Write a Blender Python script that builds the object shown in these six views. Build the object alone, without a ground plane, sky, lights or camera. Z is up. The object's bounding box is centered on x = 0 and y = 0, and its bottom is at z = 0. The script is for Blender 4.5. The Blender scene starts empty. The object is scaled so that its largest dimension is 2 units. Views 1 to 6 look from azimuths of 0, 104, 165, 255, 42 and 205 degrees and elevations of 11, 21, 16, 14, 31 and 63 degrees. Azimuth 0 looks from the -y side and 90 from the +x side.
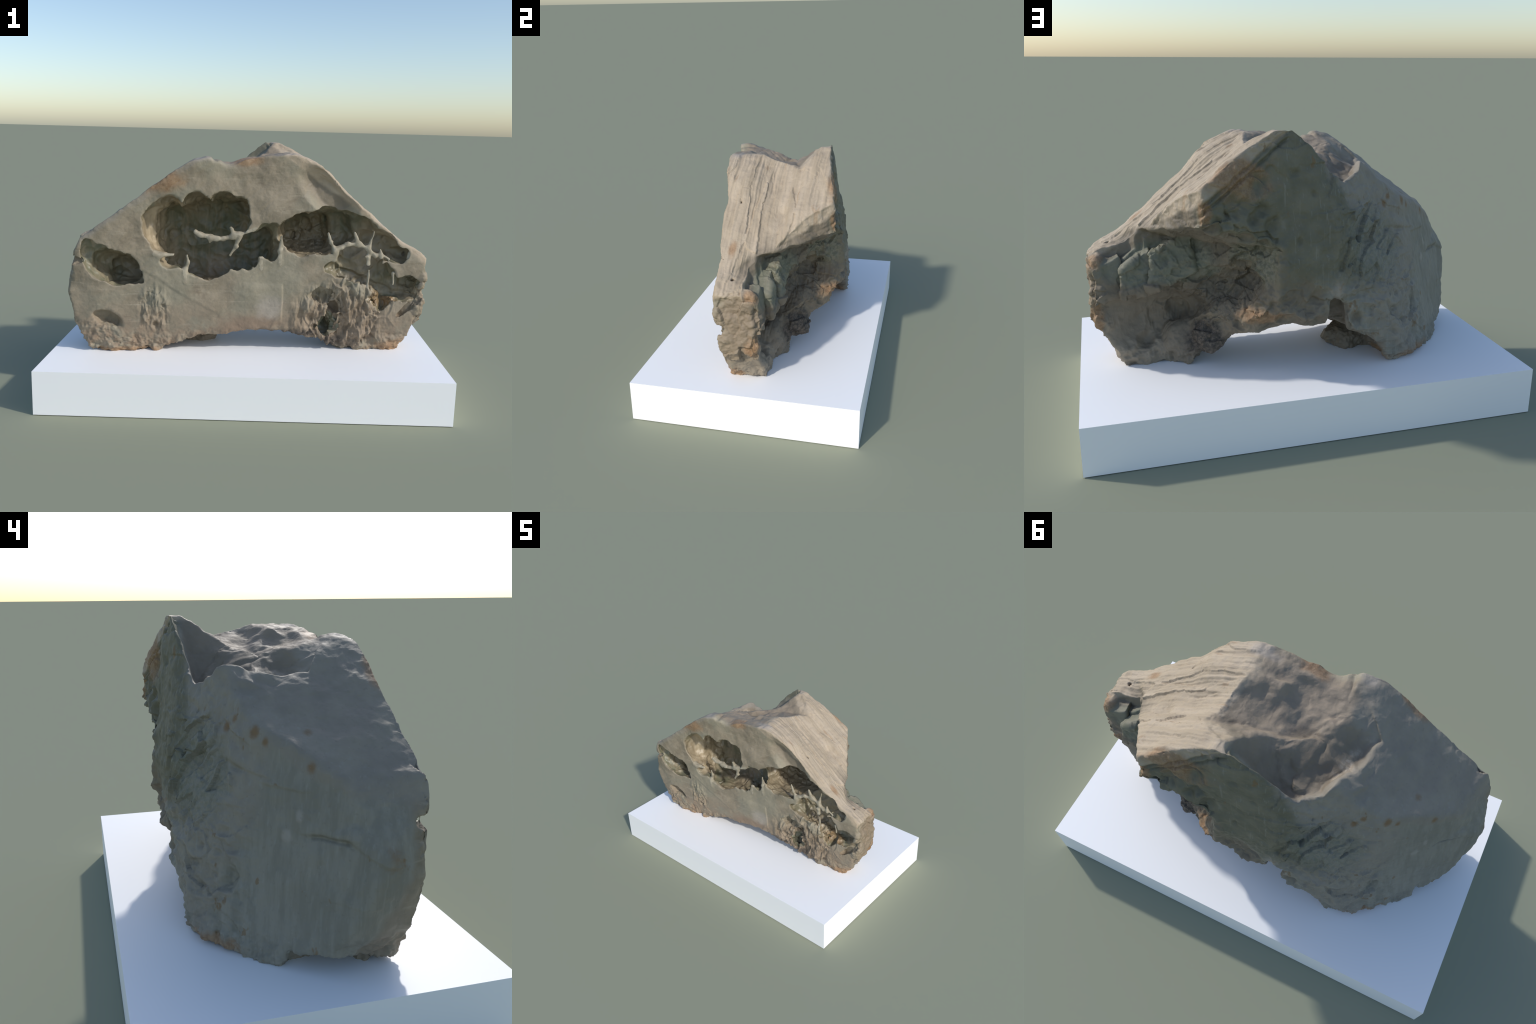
"""A hollowed, weathered viewing stone standing on a plain white plinth.

The stone is described as a faceted block (planes through anchor points), a set of
carved bites (recess, saddle, arch, caves) and added lumps and strands.  The description
is evaluated as a distance field, skinned with a surface-net mesh and then given
relief by procedural noise.  Colours are procedural node materials on object coordinates.
"""
import bpy, bmesh, math
import numpy as np

STEP = 0.0043          # size of a skin cell in metres
PLINTH_TOP = 0.216
F32 = np.float32

# ------------------------------------------------------------------ noise
_rng = np.random.default_rng(11)
_PERM = np.concatenate([_rng.permutation(256)] * 3).astype(np.int32)
_GRAD = _rng.normal(size=(256, 3)).astype(F32)
_GRAD /= np.linalg.norm(_GRAD, axis=1)[:, None]


def perlin(p):
    p = np.asarray(p, F32)
    i = np.floor(p).astype(np.int32)
    f = p - i
    i &= 255
    u = f * f * f * (f * (f * 6 - 15) + 10)
    out = np.zeros(len(p), F32)
    for dx in (0, 1):
        wx = u[:, 0] if dx else 1 - u[:, 0]
        hx = _PERM[i[:, 0] + dx]
        for dy in (0, 1):
            wy = u[:, 1] if dy else 1 - u[:, 1]
            hy = _PERM[hx + i[:, 1] + dy]
            for dz in (0, 1):
                wz = u[:, 2] if dz else 1 - u[:, 2]
                g = _GRAD[_PERM[hy + i[:, 2] + dz]]
                d = g[:, 0] * (f[:, 0] - dx) + g[:, 1] * (f[:, 1] - dy) + g[:, 2] * (f[:, 2] - dz)
                out += wx * wy * wz * d
    return out * 1.5


def fbm(p, freq, octaves=4, gain=0.5, shift=0.0):
    out, amp = np.zeros(len(p), F32), 1.0
    for o in range(octaves):
        out += amp * perlin(p * freq + shift + 17.3 * o)
        freq, amp = np.asarray(freq) * 2.03, amp * gain
    return out


def ridged(p, freq, octaves=3, shift=0.0):
    out, amp = np.zeros(len(p), F32), 1.0
    for o in range(octaves):
        out += amp * (0.5 - np.abs(perlin(p * freq + shift + 9.1 * o)) * 1.6)
        freq, amp = np.asarray(freq) * 2.1, amp * 0.5
    return out


def worley(p, freq, shift=0.0, seed=3):
    """Per cell random value and distance to the cell border, for faceted relief."""
    q = np.asarray(p * freq + shift, F32)
    i0 = np.floor(q).astype(np.int32)
    r = np.random.default_rng(seed)
    J, V = r.random((256, 3)).astype(F32), r.random(256).astype(F32)
    d1, d2, val = np.full(len(q), 9, F32), np.full(len(q), 9, F32), np.zeros(len(q), F32)
    for dx in (-1, 0, 1):
        for dy in (-1, 0, 1):
            for dz in (-1, 0, 1):
                c = i0 + np.array([dx, dy, dz], np.int32)
                m = c & 255
                h = _PERM[_PERM[_PERM[m[:, 0]] + m[:, 1]] + m[:, 2]]
                d = np.sqrt((((c + J[h]) - q) ** 2).sum(1))
                near = d < d1
                d2 = np.where(near, d1, np.minimum(d2, d))
                val = np.where(near, V[h], val)
                d1 = np.where(near, d, d1)
    return val, d2 - d1


def smoothstep(a, b, x):
    t = np.clip((x - a) / (b - a), 0, 1)
    return t * t * (3 - 2 * t)


# ------------------------------------------------------------------ the block
INSIDE = np.array([0, 0, 0.75])


def plane(a, b, c, inside=INSIDE):
    a, b, c = map(np.array, (a, b, c))
    n = np.cross(b - a, c - a).astype(float)
    n /= np.linalg.norm(n)
    if n @ (inside - a) > 0:
        n = -n
    return n, n @ a


def slab_plane(p, n):
    n = np.array(n, float)
    n /= np.linalg.norm(n)
    return n, n @ np.array(p)


FACETS = dict(
    front=plane((-.893, -.306, .541), (-.305, -.319, 1.199), (.918, -.113, .41)),
    right_slope=plane((.2, -.22, 1.255), (.707, -.168, .89), (.462, .376, 1.052)),
    end=plane((.93, -.13, .6), (.925, .06, .7), (.925, -.11, .42)),
    end_under=plane((.925, -.113, .42), (.829, -.106, .25), (.81, .05, .25)),
    rear_up=plane((.142, .350, 1.290), (.47, .402, 1.03), (-.157, .352, .816)),
    rear_mid=plane((-.157, .342, .816), (-.15, .390, .47), (.462, .388, .936)),
    rear_left_up=plane((.105, .325, 1.287), (-.068, .314, 1.060), (-.403, .186, .948)),
    rear_left_mid=plane((-.157, .350, .8), (-.415, .305, .67), (-.068, .318, 1.06)),
    left_rear=plane((-.55, .275, .3), (-.685, .118, .474), (-.427, .302, .671)),
    left=plane((-.676, .088, .55), (-.916, -.168, .560), (-.694, -.022, .844)),
    left_edge=plane((-.904, -.306, .541), (-.918, -.168, .560), (-.853, -.329, .8)),
    left_low=plane((-.904, -.3, .541), (-.878, -.285, .362), (-.895, -.12, .42)),
    left_bottom=plane((-.878, -.285, .362), (-.885, -.10, .362), (-.805, -.10, .235)),
    rear_bottom=slab_plane((-.57, .268, .235), (-.50, .66, -.56)),
    left_slope=plane((-.305, -.319, 1.205), (-.807, -.33, .84), (-.483, .043, 1.005)),
    left_shoulder=slab_plane((-.836, -.20, .746), (-.85, .2, .48)),
    base=((np.array([0, 0, -1.])), -PLINTH_TOP + 0.002),
)


def front_swell(x, z):
    """how far the sawn face stands out of (+) or behind (-) its mean plane"""
    low = .012 * smoothstep(.24, .38, z) * smoothstep(.76, .58, z) * smoothstep(-.9, -.7, x) * smoothstep(.92, .75, x)
    top = .024 * smoothstep(-.30, -.05, x) * smoothstep(.92, 1.14, z) * smoothstep(.55, .22, x)
    edge = .016 * smoothstep(.3, .6, x) * smoothstep(.7, .85, z)
    dent = .055 * smoothstep(1, .35, np.sqrt(((x - .40) / .18) ** 2 + ((z - 1.05 + .55 * (x - .40)) / .13) ** 2)) * smoothstep(.21, .25, x)
    out = .007 * smoothstep(-.45, -.72, x) * smoothstep(.35, .5, z)
    return low - top - edge - dent + out


def slope_swell(x, y):
    """the right slope bulges at the rear shoulder and drops below a ragged step"""
    s = x + .60 * y - .725 + .010 * np.sin(23 * y + 1) + .006 * np.sin(61 * y + 2)
    high = .008 * smoothstep(.7, .5, x) + .028 * np.exp(-((x - .37) / .11) ** 2) * smoothstep(.06, -.10, y)
    high = high + (.022 * smoothstep(.10, .28, y) - .014 * np.exp(-((y - .04) / .09) ** 2)) * smoothstep(.12, .30, x) * smoothstep(.012, -.012, s)
    drop = (.028 * smoothstep(-.015, .02, s) * smoothstep(-.14, .0, y) + .012 * smoothstep(.5, .7, x)) * smoothstep(.90, .76, x)
    return high - drop


def front_y(x, z, depth=0.0):
    """y of the sawn front face at (x, z), pushed back by depth."""
    n, d = FACETS["front"]
    return (d - n[0] * x - n[2] * z) / n[1] + depth - float(front_swell(x, z))


# ------------------------------------------------------------------ grid and operators
LO = np.array([-0.99, -0.42, 0.19])
HI = np.array([1.00, 0.47, 1.36])
N = np.ceil((HI - LO) / STEP).astype(int) + 1
AX = [(LO[k] + STEP * np.arange(N[k])).astype(F32) for k in range(3)]


def smax(a, b, k):
    if k <= 0:
        return np.maximum(a, b)
    h = np.clip(0.5 + 0.5 * (a - b) / k, 0, 1)
    return b + (a - b) * h + k * h * (1 - h)


def window(lo, hi):
    s = []
    for k in range(3):
        a = max(0, int((lo[k] - LO[k]) / STEP) - 1)
        b = min(N[k], int((hi[k] - LO[k]) / STEP) + 3)
        s.append(slice(a, max(a + 1, b)))
    return tuple(s)


def axes(s):
    return AX[0][s[0]][:, None, None], AX[1][s[1]][None, :, None], AX[2][s[2]][None, None, :]


def turn(deg, axis="y"):
    c, s = math.cos(math.radians(deg)), math.sin(math.radians(deg))
    if axis == "y":
        return np.array([[c, 0, s], [0, 1, 0], [-s, 0, c]])
    if axis == "x":
        return np.array([[1, 0, 0], [0, c, -s], [0, s, c]])
    return np.array([[c, -s, 0], [s, c, 0], [0, 0, 1]])


def d_ellipsoid(s, c, r, rot=None):
    x, y, z = axes(s)
    x, y, z = x - F32(c[0]), y - F32(c[1]), z - F32(c[2])
    if rot is not None:
        m = np.asarray(rot).T.astype(F32)
        x, y, z = (m[0, 0] * x + m[0, 1] * y + m[0, 2] * z, m[1, 0] * x + m[1, 1] * y + m[1, 2] * z,
                   m[2, 0] * x + m[2, 1] * y + m[2, 2] * z)
    r = [F32(v) for v in r]
    k0 = np.sqrt((x / r[0]) ** 2 + (y / r[1]) ** 2 + (z / r[2]) ** 2)
    k1 = np.sqrt((x / r[0] ** 2) ** 2 + (y / r[1] ** 2) ** 2 + (z / r[2] ** 2) ** 2) + F32(1e-6)
    return k0 * (k0 - 1) / k1


def d_cushion(s, c, r):
    """a box-like superellipsoid: a broad hollow behind a thin wall"""
    x, y, z = axes(s)
    k = (((x - F32(c[0])) / F32(r[0])) ** 4 + ((y - F32(c[1])) / F32(r[1])) ** 4 + ((z - F32(c[2])) / F32(r[2])) ** 4) ** F32(.25)
    return (k - 1) * F32(min(r))


def d_capsule(s, a, b, ra, rb):
    x, y, z = axes(s)
    a, b = np.array(a, float), np.array(b, float)
    v = b - a
    t = ((x - a[0]) * v[0] + (y - a[1]) * v[1] + (z - a[2]) * v[2]) / (v @ v)
    t = np.clip(t, 0, 1).astype(F32)
    d = np.sqrt((x - a[0] - t * v[0]) ** 2 + (y - a[1] - t * v[1]) ** 2 + (z - a[2] - t * v[2]) ** 2)
    return (d - (ra + (rb - ra) * t)).astype(F32)


def d_planes(s, planes, k=0.0):
    x, y, z = axes(s)
    out = None
    for n, d in planes:
        e = (F32(n[0]) * x + F32(n[1]) * y + F32(n[2]) * z - F32(d)).astype(F32)
        out = e if out is None else smax(out, e, k)
    return np.broadcast_to(out, tuple(q.stop - q.start for q in s))


class Field:
    def __init__(self):
        self.full = tuple(slice(0, n) for n in N)
        x, y, z = axes(self.full)
        n, d = FACETS["front"]
        sawn = (F32(n[0]) * x + F32(n[1]) * y + F32(n[2]) * z - F32(d) - front_swell(x, z)).astype(F32)
        n, d = FACETS["right_slope"]
        slope = (F32(n[0]) * x + F32(n[1]) * y + F32(n[2]) * z - F32(d) - slope_swell(x, y)).astype(F32)
        rest = [p for k, p in FACETS.items() if k not in ("front", "right_slope")]
        sawn = smax(sawn, slope, 0.008)
        self.d = smax(d_planes(self.full, rest, 0.012), sawn, 0.012)
        self.hull = self.d.copy()
        self.cave = np.full(N, 9, F32)

    def cut(self, s, e, k=0.0, cave=False):
        self.d[s] = smax(self.d[s], -e, k)
        if cave:
            self.cave[s] = np.minimum(self.cave[s], e)

    def join(self, s, e, k=0.0):
        self.d[s] = -smax(-self.d[s], -e, k)

    def bite(self, c, r, rot=None, k=0.008, cave=False):
        m = max(r) if rot is not None else np.array(r)
        s = window(np.array(c) - m - 0.03, np.array(c) + m + 0.03)
        self.cut(s, d_ellipsoid(s, c, r, rot), k, cave)

    def groove(self, a, b, ra, rb=None, k=0.006, cave=False):
        rb = ra if rb is None else rb
        m = max(ra, rb) + 0.03
        s = window(np.minimum(a, b) - m, np.maximum(a, b) + m)
        self.cut(s, d_capsule(s, a, b, ra, rb), k, cave)

    def lump(self, c, r, rot=None, k=0.02):
        m = max(r) if rot is not None else np.array(r)
        s = window(np.array(c) - m - 0.05, np.array(c) + m + 0.05)
        self.join(s, d_ellipsoid(s, c, r, rot), k)

    def bar(self, a, b, ra, rb=None, k=0.01):
        rb = ra if rb is None else rb
        m = max(ra, rb) + 0.03
        s = window(np.minimum(a, b) - m, np.maximum(a, b) + m)
        self.join(s, d_capsule(s, a, b, ra, rb), k)

    def block(self, planes, lo, hi, k=0.006, cut=False, soft=0.004):
        s = window(lo, hi)
        e = d_planes(s, planes, soft)
        self.cut(s, e, k) if cut else self.join(s, e, k)


def build_field():
    f = Field()

    # --- saddle between the two summits, with a valley running down to the rear left
    strip = slab_plane((-.285, .10, 1.095), (-.56, .19, -.80))        # lit riser of the plate on the left slope
    floor = plane((-.235, -.31, 1.240), (.05, .06, 1.190), (-.173, .051, 1.142))
    shoulder = plane((-.25, -.29, 1.240), (-.173, .051, 1.150), (-.29, -.05, 1.122))
    rear_fall = plane((.035, .119, 1.200), (-.183, .106, 1.130), (-.162, .196, 1.062))
    peak_side = plane((.122, .26, 1.29), (.035, .125, 1.194), (-.080, .302, 1.055), np.array([.4, .2, 1.0]))
    up = lambda p: (-p[0], -p[1])
    f.block([up(peak_side), up(rear_fall), strip, slab_plane((-.12, .225, 1.0), (.2, .9, -.35))], (-.45, -.2, .7), (.3, .46, 1.36), k=0.008, cut=True, soft=.025)
    f.block([up(floor), strip, slab_plane((.0, .11, 1.205), (-.1, .62, -.78))],
            (-.45, -.42, .95), (.45, .40, 1.36), k=0.012, cut=True)
    f.block([up(shoulder), strip, slab_plane((-.30, -.16, 1.15), (-.62, -.78, 0))],
            (-.45, -.3, .95), (.0, .2, 1.36), k=0.01, cut=True)
    f.block([slab_plane((.20, 0, 1.250), (.11, 0, -1)), slab_plane((-.195, 0, 1.225), (-.8, 0, -.6)), slab_plane((.0, .10, 1.205), (-.1, .62, -.78))], (-.3, -.42, 1.15), (.5, .3, 1.36), k=0.015, cut=True)
    f.block([slab_plane((-.235, -.3, 1.228), (.14, .1, -1)), slab_plane((-.08, 0, 1.2), (1, 0, 0))], (-.4, -.42, 1.15), (0, .1, 1.36), k=0.02, cut=True)
    f.block([slab_plane((0, 0, 1.296), (0, 0, -1))], (-.4, -.42, 1.2), (.5, .47, 1.36), cut=True)
    f.bite((.06, .02, 1.265), (.16, .09, .075), k=0.04)
    f.bite((-.10, -.27, 1.262), (.065, .14, .068), k=0.03)
    f.bite((.03, -.14, 1.27), (.10, .05, .055), k=0.02)
    f.bite((-.08, -.04, 1.215), (.12, .12, .055), k=0.05)

    # --- rear recess under the overhanging slab
    ceiling = plane((.47, .377, .915), (.530, .081, .815), (.16, .37, .82), np.array([.3, .3, .5]))
    wall_a = slab_plane((.70, .045, .6), (.04, -1, -.10))
    wall_b = plane((.50, .060, .75), (.17, .335, .75), (.235, .325, .50), np.array([.6, .4, .7]))
    f.block([ceiling, wall_a, wall_b], (.05, .0, .19), (1.0, .47, 1.0), k=0.012, cut=True)
    f.bite((.63, .205, .43), (.29, .215, .185), k=0.04)
    f.bite((.41, .25, .60), (.16, .17, .10), k=0.05)
    f.bite((.34, .26, .645), (.16, .135, .075), k=0.04)
    f.bite((.03, .445, .60), (.16, .09, .17), k=0.03)

    # the slab ends in a ragged step on the right slope; blocks stand below it
    f.block([slab_plane((.585, .22, .9), (-.82, -.56, -.08)), slab_plane((.75, -.012, .85), (-.05, -1, -.12)),
             (-FACETS["right_slope"][0], -(FACETS["right_slope"][1] - .085))], (.4, -.1, .7), (1.0, .47, 1.1), k=0.008, cut=True)
    return f


def build_blocks(f):
    # angular blocks on the wall of the recess: upright faces, tops that fall to the right
    for x0, x1, y1, top, foot in ((.475, .664, .122, (.56, .06, .815), (.58, .05, .605)), (.662, .790, .100, (.73, .05, .735), (.73, .05, .555)),
                                  (.795, .900, .070, (.85, .03, .715), (.84, .03, .520)), (.555, .700, .045, (.62, .03, .850), (.62, .03, .700))):
        pl = [slab_plane((x0, y1, .7), (-1, -.15, .05)), slab_plane((x1, y1, .7), (1, -.1, .06)), slab_plane(((x0 + x1) / 2, y1, .7), (-.08, 1, .10)),
              slab_plane(top, (.47, .12, .87)), slab_plane(foot, (-.28, .25, -.93))]
        f.block(pl, (x0 - .05, -.12, .4), (x1 + .05, y1 + .05, .95), k=0.01)
    f.lump((.890, .035, .44), (.040, .05, .075), k=0.02)
    f.lump((.89, .02, .70), (.035, .05, .04), k=0.03)


def build_under(f):
    # arch under the stone, rising to the rear
    f.bite((.06, .31, .19), (.46, .60, .246), k=0.03)
    f.bite((.02, -.10, .20), (.48, .40, .108), k=0.03)
    f.groove((-.20, -.28, .225), (.34, -.22, .22), .070, .06, k=0.03)
    f.bite((-.80, -.02, .235), (.10, .15, .05), k=0.01)
    f.lump((-.29, .06, .25), (.12, .10, .075), k=0.03)
    f.lump((.35, .16, .455), (.09, .07, .055), k=0.05)
    f.lump((.185, .27, .50), (.10, .085, .055), turn(8), k=0.04)
    f.lump((.42, .13, .375), (.075, .11, .055), turn(-30, 'x'), k=0.08)
    f.lump((.53, .05, .32), (.10, .07, .10), k=0.05)
    f.lump((.62, .02, .27), (.12, .05, .07), k=0.02)
    for x, z, r in ((.43, .905, .045), (.36, .875, .05), (.285, .865, .045), (.215, .835, .04), (.165, .77, .035)):
        f.bite((x, .40, z - .01), (r, .07, r * .8), k=.008)
    # the rear lower edges are undercut
    f.groove((-.06, .415, .43), (.27, .405, .44), .075, .075, k=.03)
    f.groove((-.20, .45, .36), (-.46, .40, .25), .075, .065, k=.03)
    # notch at the rear between lip and left block
    f.groove((-.115, .41, .57), (-.125, .39, .40), .045, .06, k=.02)
    f.groove((-.120, .34, .52), (-.135, .31, .42), .040, .05, k=.02)
    f.bite((-.165, .41, .50), (.04, .06, .05), k=.02)
    f.lump((-.005, .325, .49), (.06, .06, .055), k=0.04)


def build_caves(f):
    def lobe(x, z, rx, rz, depth, ry, k=0.012):
        y = front_y(x, z, depth)
        s = window((x - rx - .04, y - ry - .04, z - rz - .04), (x + rx + .04, y + ry + .04, z + rz + .04))
        e = d_ellipsoid(s, (x, y, z), (rx, ry, rz))
        f.cave[s] = -smax(-f.cave[s], -e, k)

    def hollow(c, r, k=0.02):
        s = window(np.array(c) - np.array(r) - .06, np.array(c) + np.array(r) + .06)
        f.cave[s] = -smax(-f.cave[s], -d_cushion(s, c, r), k)

    # great cave: scalloped rim lobes around one hollow that deepens to the right
    for x, z, rx, rz, ry in ((-.448, .931, .079, .063, 0.102), (-.44, .88, .09, .085, 0.116), (-.383, .943, .079, .095, 0.145), (-.256, .965, .079, .104, 0.203),
                             (-.123, .968, .079, .093, 0.217), (-.041, .948, .053, .085, 0.189), (-.395, .830, .105, .10, 0.160), (-.340, .770, .09, .07, 0.174),
                             (-.380, .703, .063, .037, 0.116), (-.225, .721, .095, .095, 0.217), (-.147, .700, .063, .085, 0.203), (-.060, .740, .08, .09, 0.203), (-.001, .756, .074, .104, 0.189),
                             (.114, .779, .053, .083, .09), (.108, .811, .079, .101, .11), (-.22, .84, .17, .13, 0.246), (-.29, .69, .07, .05, 0.160), (-.19, .655, .06, .045, 0.145), (-.12, .90, .13, .09, 0.246)):
        lobe(x, z, rx, rz, .015, ry)
    hollow((-.20, -.075, .745), (.255, .150, .215))
    hollow((-.15, -.08, .88), (.19, .140, .125))
    hollow((-.355, -.10, .85), (.125, .140, .12))
    hollow((.00, -.08, .755), (.125, .135, .115))
    # second cave, below the right slope
    for x, z, rx, rz, ry in ((.275, .846, .111, .116, 0.176), (.36, .875, .10, .10, 0.189), (.421, .880, .116, .104, 0.176), (.547, .866, .110, .084, 0.135), (.63, .803, .09, .072, 0.135),
                             (.690, .785, .088, .060, 0.108), (.774, .742, .060, .044, 0.081), (.73, .758, .07, .050, 0.095), (.50, .83, .12, .06, 0.162)):
        lobe(x, z, rx, rz, .01, ry)
    hollow((.35, -.08, .84), (.19, .125, .105))
    hollow((.31, -.05, .835), (.125, .175, .10))
    hollow((.60, -.10, .775), (.14, .07, .065))
    # third cave and the small one by the right end
    for x, z, rx, rz, ry in ((.528, .706, .079, .069, 0.102), (.455, .672, .069, .037, 0.072), (.587, .660, .085, .075, 0.116), (.68, .625, .105, .07, 0.131), (.659, .707, .042, .037, 0.072),
                             (.60, .62, .06, .045, 0.087), (.50, .655, .075, .045, 0.087), (.56, .67, .08, .07, 0.116), (.64, .66, .07, .06, 0.116), (.74, .57, .10, .06, 0.131), (.824, .567, .074, .063, 0.116), (.686, .491, .053, .042, 0.072)):
        lobe(x, z, rx, rz, .012, ry)
    # eye-shaped cave at the left
    for x, z, rx, rz, ry in ((-.638, .663, .101, .090, 0.150), (-.70, .68, .10, .085, 0.150), (-.748, .716, .079, .085, .055), (-.785, .769, .037, .048, .03)):
        lobe(x, z, rx, rz, .012, ry)
    hollow((.60, -.10, .645), (.14, .065, .080))
    hollow((.80, -.09, .565), (.085, .055, .060))
    hollow((-.625, -.20, .635), (.095, .095, .065))
    # tear the walls and rims of the caves with ridged noise
    i = np.argwhere(np.abs(f.cave) < .035)
    p = (LO + i * STEP).astype(F32)
    f.cave[i[:, 0], i[:, 1], i[:, 2]] += .015 * ridged(p, (9, 8, 9), 2, 120) - .003
    f.d = smax(f.d, -f.cave, 0.004)

    f.groove((.915, front_y(.915, .53, .0), .527), (.804, front_y(.804, .42, .02), .421), .022)
    f.groove((.96, -.10, .535), (.86, -.12, .54), .02, .03)
    f.groove((.858, -.069, .80), (.83, -.07, .74), .012)
    f.bite((-.865, -.31, .70), (.05, .03, .022), k=0.004)
    f.groove((.30, -.165, 1.195), (.49, -.115, 1.052), .012, .008, k=0.003)
    f.bite((.545, .105, 1.035), (.08, .04, .055), turn(36), k=0.03)
    f.groove((.39, .075, 1.128), (.47, .065, 1.072), .008, .012, k=0.004)
    # shallow scoops
    f.bite((-.71, front_y(-.71, .39), .39), (.085, .055, .045), turn(25), k=0.015)
    f.bite((.423, front_y(.423, .36, .02), .362), (.034, .10, .06), k=0.006, cave=True)
    f.bite((.388, front_y(.388, .513), .513), (.063, .05, .05), k=0.01)
    f.bite((.447, front_y(.447, .432), .432), (.03, .05, .055), k=0.01)

    # thin strands left standing across the openings: (x, z) paths in the sawn plane
    strands = (
        (.011, (-.266, .855), (-.235, .839), (-.184, .829), (-.122, .819), (-.08, .83), (-.034, .847), (.03, .875)),
        (.009, (-.15, .822), (-.184, .818), (-.189, .799)), (.011, (-.04, .835), (-.054, .777), (-.09, .733)), (.012, (-.06, .84), (-.07, .831), (-.081, .879)),
        (.011, (-.319, .60), (-.321, .654), (-.303, .693), (-.313, .733)), (.010, (.168, .69), (.160, .757), (.173, .828)),
        (.012, (-.46, .745), (-.431, .738), (-.378, .732)), (.009, (.445, .745), (.424, .799), (.412, .853)),
        (.012, (.44, .76), (.512, .794), (.576, .795), (.616, .773)), (.010, (.567, .79), (.551, .851)),
        (.009, (.618, .698), (.619, .729), (.626, .784), (.647, .861)), (.009, (.616, .773), (.656, .738), (.689, .741), (.740, .715)),
        (.009, (.692, .73), (.685, .763)), (.007, (.833, .71), (.835, .775)), (.007, (.625, .565), (.624, .66)),
        (.007, (.761, .645), (.756, .586)), (.007, (.85, .515), (.856, .582)), (.010, (.07, .66), (.061, .707)), (.008, (.655, .682), (.667, .713)),
    )
    f.strands = []
    for r, *path in strands:
        pts = [np.array((x, front_y(x, z, .014), z)) for x, z in path]
        f.strands.append((r, pts))
        for i in range(len(pts) - 1):
            t0, t1 = i / (len(pts) - 1), (i + 1) / (len(pts) - 1)
            f.bar(pts[i], pts[i + 1], r * (1.2 - .6 * t0), r * (1.2 - .6 * t1), k=0.014)


# ------------------------------------------------------------------ skin
def surface_net(d):
    corner = [(i, j, k) for i in (0, 1) for j in (0, 1) for k in (0, 1)]
    ins = d < 0
    nx, ny, nz = d.shape
    cnt = np.zeros((nx - 1, ny - 1, nz - 1), np.int8)
    for i, j, k in corner:
        cnt += ins[i:nx - 1 + i, j:ny - 1 + j, k:nz - 1 + k]
    act = np.argwhere((cnt > 0) & (cnt < 8)).astype(np.int32)
    idx = np.full(cnt.shape, -1, np.int32)
    idx[act[:, 0], act[:, 1], act[:, 2]] = np.arange(len(act))
    val = np.stack([d[act[:, 0] + i, act[:, 1] + j, act[:, 2] + k] for i, j, k in corner], 1)
    pos, num = np.zeros((len(act), 3), F32), np.zeros(len(act), F32)
    for a in range(8):
        for b in range(a + 1, 8):
            ca, cb = np.array(corner[a]), np.array(corner[b])
            if np.abs(ca - cb).sum() != 1:
                continue
            va, vb = val[:, a], val[:, b]
            m = (va < 0) != (vb < 0)
            t = np.where(m, va / np.where(m, va - vb, 1), 0)
            pos += np.where(m[:, None], ca + t[:, None] * (cb - ca), 0)
            num += m
    pos = (act + pos / num[:, None]) * STEP + LO
    quads = []
    for ax in range(3):
        sl0, sl1 = [slice(None)] * 3, [slice(None)] * 3
        sl0[ax], sl1[ax] = slice(0, -1), slice(1, None)
        a, b = ins[tuple(sl0)], ins[tuple(sl1)]
        e = np.argwhere(a != b)
        u, v = (ax + 1) % 3, (ax + 2) % 3
        e = e[(e[:, u] > 0) & (e[:, v] > 0) & (e[:, u] < d.shape[u] - 1) & (e[:, v] < d.shape[v] - 1)]
        flip = ~a[e[:, 0], e[:, 1], e[:, 2]]
        q = []
        for du, dv in ((1, 1), (0, 1), (0, 0), (1, 0)):
            c = e.copy()
            c[:, u] -= du
            c[:, v] -= dv
            q.append(idx[c[:, 0], c[:, 1], c[:, 2]])
        q = np.stack(q, 1)
        q[flip] = q[flip][:, ::-1]
        quads.append(q)
    return pos, np.concatenate(quads)


def keep_largest(v, q):
    lab = np.arange(len(v))
    e = np.concatenate([q[:, [0, 1]], q[:, [1, 2]], q[:, [2, 3]]])
    for _ in range(400):
        m = np.minimum(lab[e[:, 0]], lab[e[:, 1]])
        new = lab.copy()
        np.minimum.at(new, e[:, 0], m)
        np.minimum.at(new, e[:, 1], m)
        new = new[new]
        new = new[new]
        if (new == lab).all():
            break
        lab = new
    ids, n = np.unique(lab, return_counts=True)
    keep = lab == ids[n.argmax()]
    remap = np.cumsum(keep) - 1
    return v[keep], remap[q[keep[q[:, 0]]]]


def normals_of(v, q):
    n = np.cross(v[q[:, 2]] - v[q[:, 0]], v[q[:, 3]] - v[q[:, 1]])
    out = np.zeros_like(v)
    for k in range(4):
        for c in range(3):
            out[:, c] += np.bincount(q[:, k], n[:, c], len(v))
    return out / (np.linalg.norm(out, axis=1)[:, None] + 1e-12)


def sample(grid, v):
    g = (v - LO) / STEP
    i = np.clip(g.astype(int), 0, N - 2)
    f = g - i
    out = 0
    for a in (0, 1):
        for b in (0, 1):
            for c in (0, 1):
                w = (f[:, 0] if a else 1 - f[:, 0]) * (f[:, 1] if b else 1 - f[:, 1]) * (f[:, 2] if c else 1 - f[:, 2])
                out = out + w * grid[i[:, 0] + a, i[:, 1] + b, i[:, 2] + c]
    return out


def ball(v, c, r, soft=0.5):
    """1 inside an ellipsoid, fading to 0."""
    d = np.linalg.norm((v - np.array(c)) / np.array(r), axis=1)
    return 1 - smoothstep(1 - soft, 1, d)


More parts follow.
